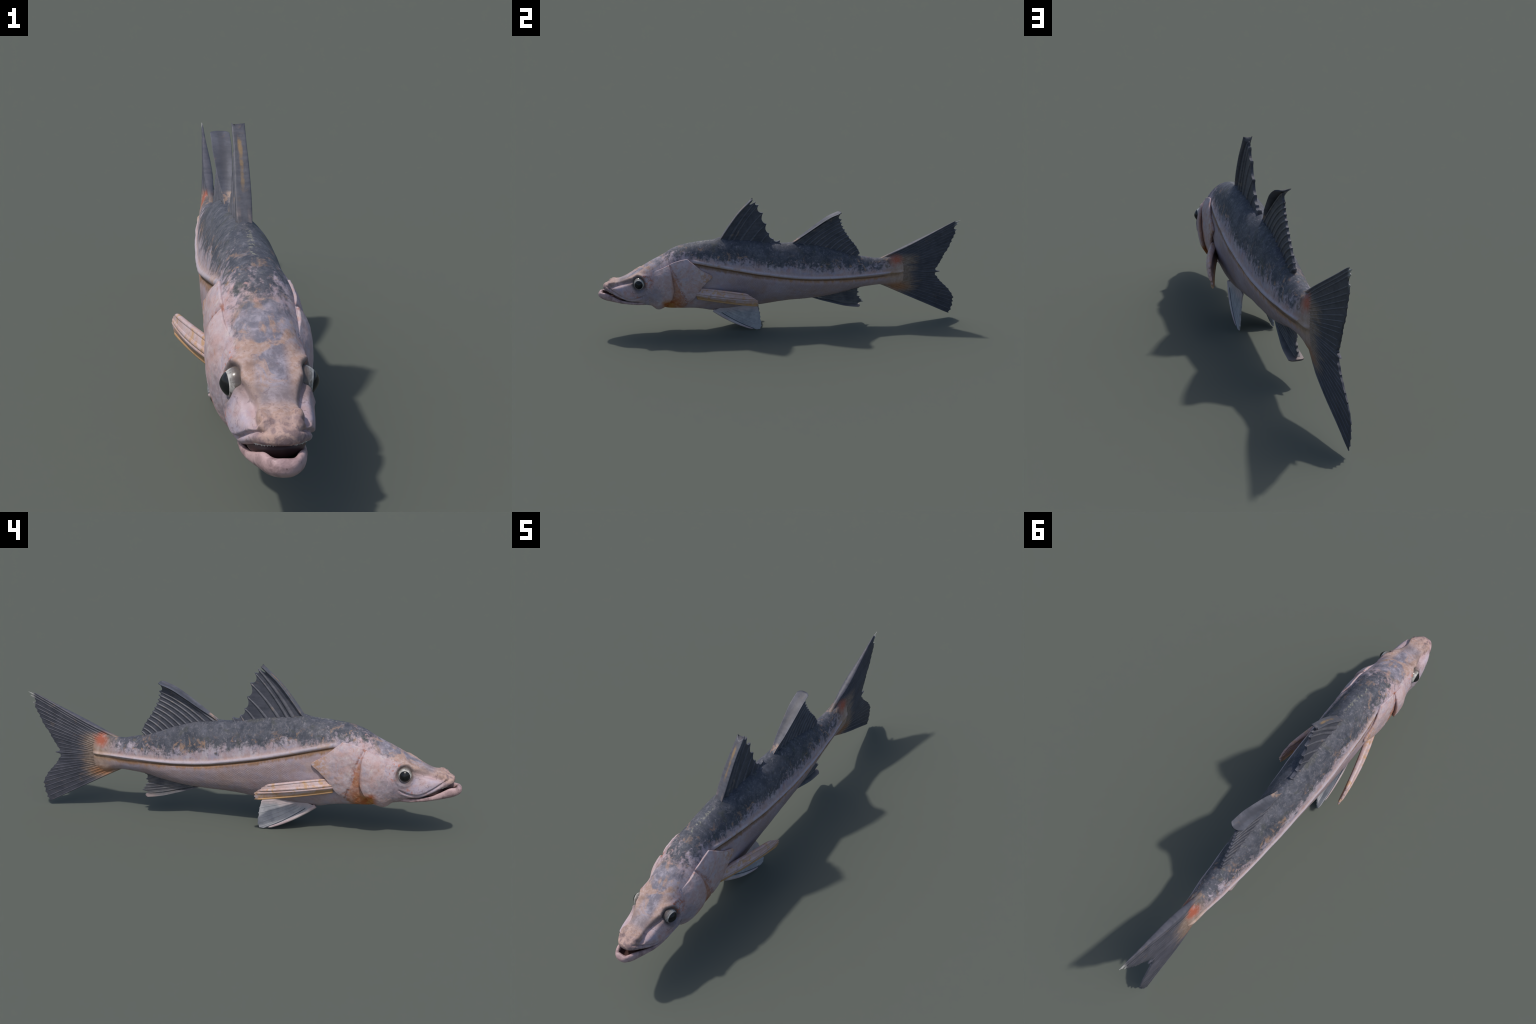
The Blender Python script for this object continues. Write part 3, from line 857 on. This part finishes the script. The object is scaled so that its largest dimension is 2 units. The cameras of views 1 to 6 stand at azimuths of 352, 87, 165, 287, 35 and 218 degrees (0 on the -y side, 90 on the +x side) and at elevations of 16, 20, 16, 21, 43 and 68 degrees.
# soft second dorsal
tips = [(.337, .628), (.345, .598), (.348, .580), (.354, .560), (.362, .541), (.373, .521), (.384, .502), (.397, .482), (.411, .463), (.426, .442), (.437, .420), (.444, .403)]
rays = []
topf = curve_of([(s[0], s[1]) for s in ST if s[0] > -.2])
for i, t in enumerate(tips):
    k = i/(len(tips)-1)
    by = .095 + .325*k**.95
    rays.append(med((by - (.012 if i == 0 else 0), float(topf(by)) - .008), t, (-.004*(1-k), (.010*(1-k) if i else .002) + .003)))
d2 = Fin(rays, .0085, .004, .045)
dorsal2 = d2.membrane('soft_dorsal_fin', M_FIN, fish, seed=5)
d2.rays('dorsal_ray', M_RAY, dorsal2, range(0, 12), .0070, .0042, 1.0, taper=.75)
leading_plate('leading_spine', [(.052, .462), (.10, .496), (.144, .527), (.223, .582), (.275, .615), (.341, .642)],
              lambda s: .009 + .020*float(sstep(0, .75, s)), M_PLATE, dorsal2, .003, .006, back=(1, -1), end='round')

# anal fin
an = [((.205, .160), (.437, .100)), ((.228, .164), (.466, .113)), ((.262, .170), (.458, .126)), ((.30, .177), (.447, .143)), ((.34, .187), (.436, .157)), ((.375, .195), (.442, .169)), ((.41, .203), (.433, .183)), ((.43, .208), (.443, .196))]
af = Fin([med(b, t, (0, -.006*(1-i/7))) for i, (b, t) in enumerate(an)], .008, .0035, [.05, .05, .06, .10, .10, .12, .2])
anal = af.membrane('anal_fin', M_ANAL, fish, seed=8)
af.rays('anal_ray', M_ANAL, anal, range(0, 8), .005, .0045, 1.0, taper=.5)
leading_plate('leading_spine', [(.160, .158), (.21, .141), (.29, .119), (.37, .099), (.447, .088)],
              lambda s: .006 + .021*float(sstep(0, .8, s)), M_ANAL, anal, .003, .005, back=(1, 1), end='round')

# tail fin
tt = [(.975, .563), (.999, .565), (.990, .548), (.982, .515), (.975, .492), (.966, .470), (.956, .445), (.945, .418), (.932, .395), (.915, .370), (.908, .352), (.893, .325), (.880, .302), (.870, .284),
      (.895, .273), (.868, .262), (.880, .243), (.893, .224), (.910, .204), (.930, .184), (.949, .164), (.966, .138), (.978, .112), (.977, .088), (.973, .064), (.966, .038), (.953, .018)]
nt = len(tt); rays = []
for i, t in enumerate(tt):
    k = i/(nt-1)
    a = (k - .5)*2
    by = .650 - .105*abs(a)**2.2; bz = .289 - a*.062
    bow = -.002*abs(a)**3 * (1 if a < 0 else -1)
    rays.append(med((by, bz), t, (0, bow)))
tf = Fin(rays, .027, .004, [.03, .035, .05] + [.012]*10 + [.03, .03] + [.012]*11, power=.85)
def tail_half_thickness(C, s):
    y, z = C[..., 1], C[..., 2]
    t = np.interp(y, [.56, .66, .70, .74, .80, .90, 1.0], [.024, .026, .0255, .022, .016, .0075, .0035])
    hh = np.interp(y, [.55, .60, .65, .70, .80, .90, 1.0], [.076, .085, .105, .138, .195, .245, .280])
    e = np.clip(np.abs(z - .289)/hh, 0, 1)
    floor = np.interp(y, [.60, .70, .80], [.25, .55, .75])
    return t*np.maximum(np.sqrt(1 - e*e), floor)*(1 - .6*np.clip(s, 0, 1)**3)
tf.tfun = tail_half_thickness
tail = tf.membrane('tail_fin', M_TAILW, fish, k=4, ns=40, seed=11)
tf.rays('tail_ray', M_TAILR, tail, range(1, nt-1), .0062, .0024, .995, ns=30, start=.10, taper=.6)
tf.rays('tail_edge_ray', M_TAILR, tail, [0, nt-1], .008, .003, 1.0, ns=30, start=.0, taper=.35)

# paired fins
for side in (1, -1):
    # pectoral: narrow folded blade with lengthwise pleats, swept back and out
    pr = []
    for i in range(6):
        k = i/5
        b = (.076 + .010*math.sin(math.pi*k), -.462 + .006*k, .262 - .050*k)
        ty = -.178 + .055*min(1, k*1.6) - .006*k
        t = (.158 + .005*math.sin(math.pi*k), ty, .244 - .052*k - .014*k*k)
        pr.append((b, t, (.006 + .006*math.sin(math.pi*k), 0, .003 - .004*k)))
    pf = Fin(pr, .0095, .0035, .012)
    pect = pf.membrane('pectoral_fin', M_PECT, fish, mirror=side, seed=14)
    pf.rays('pectoral_ray', M_PECT, pect, [0, 2, 3, 5], [.008, 0, .0095, .0085, 0, .007], .005, 1.0, mirror=side, taper=.7)
    # pelvic: fan below the belly with a stout leading spine
    vt = [(.067, -.160, .010), (.067, -.135, .001), (.067, -.118, .003), (.066, -.110, .022), (.063, -.111, .045), (.060, -.114, .070), (.055, -.119, .095), (.050, -.126, .122), (.044, -.133, .138)]
    vr = []
    for i, t in enumerate(vt):
        k = i/(len(vt)-1)
        vr.append(((.045 - .015*k, -.366 + .089*k, .119 + .025*k), t, (.006*(1-k), 0, -.010*(1-k))))
    vf = Fin(vr, .006, .0026, .012)
    pelv = vf.membrane('pelvic_fin', M_PELV, fish, mirror=side, seed=17)
    vf.rays('pelvic_ray', M_PELV, pelv, range(2, len(vt)), .0030, .0016, 1.0, mirror=side, taper=.8, start=.15)
    vf.rays('pelvic_ray', M_FIN, pelv, [1], .0032, .0022, .96, mirror=side, taper=.7, start=.12)  # dark strip drawn for the dark groove line beside the spine
    sp = Fin([((.045, -.372, .118), (.068, -.158, .006), (.006, 0, -.010)), ((.045, -.352, .125), (.068, -.135, .008), (.006, 0, -.01))], .004, .002, 0)
    sp.rays('pelvic_spine', M_PSPINE, pelv, [0], .0095, .005, 1.0, mirror=side, taper=.5, ns=28)

bpy.context.view_layer.update()
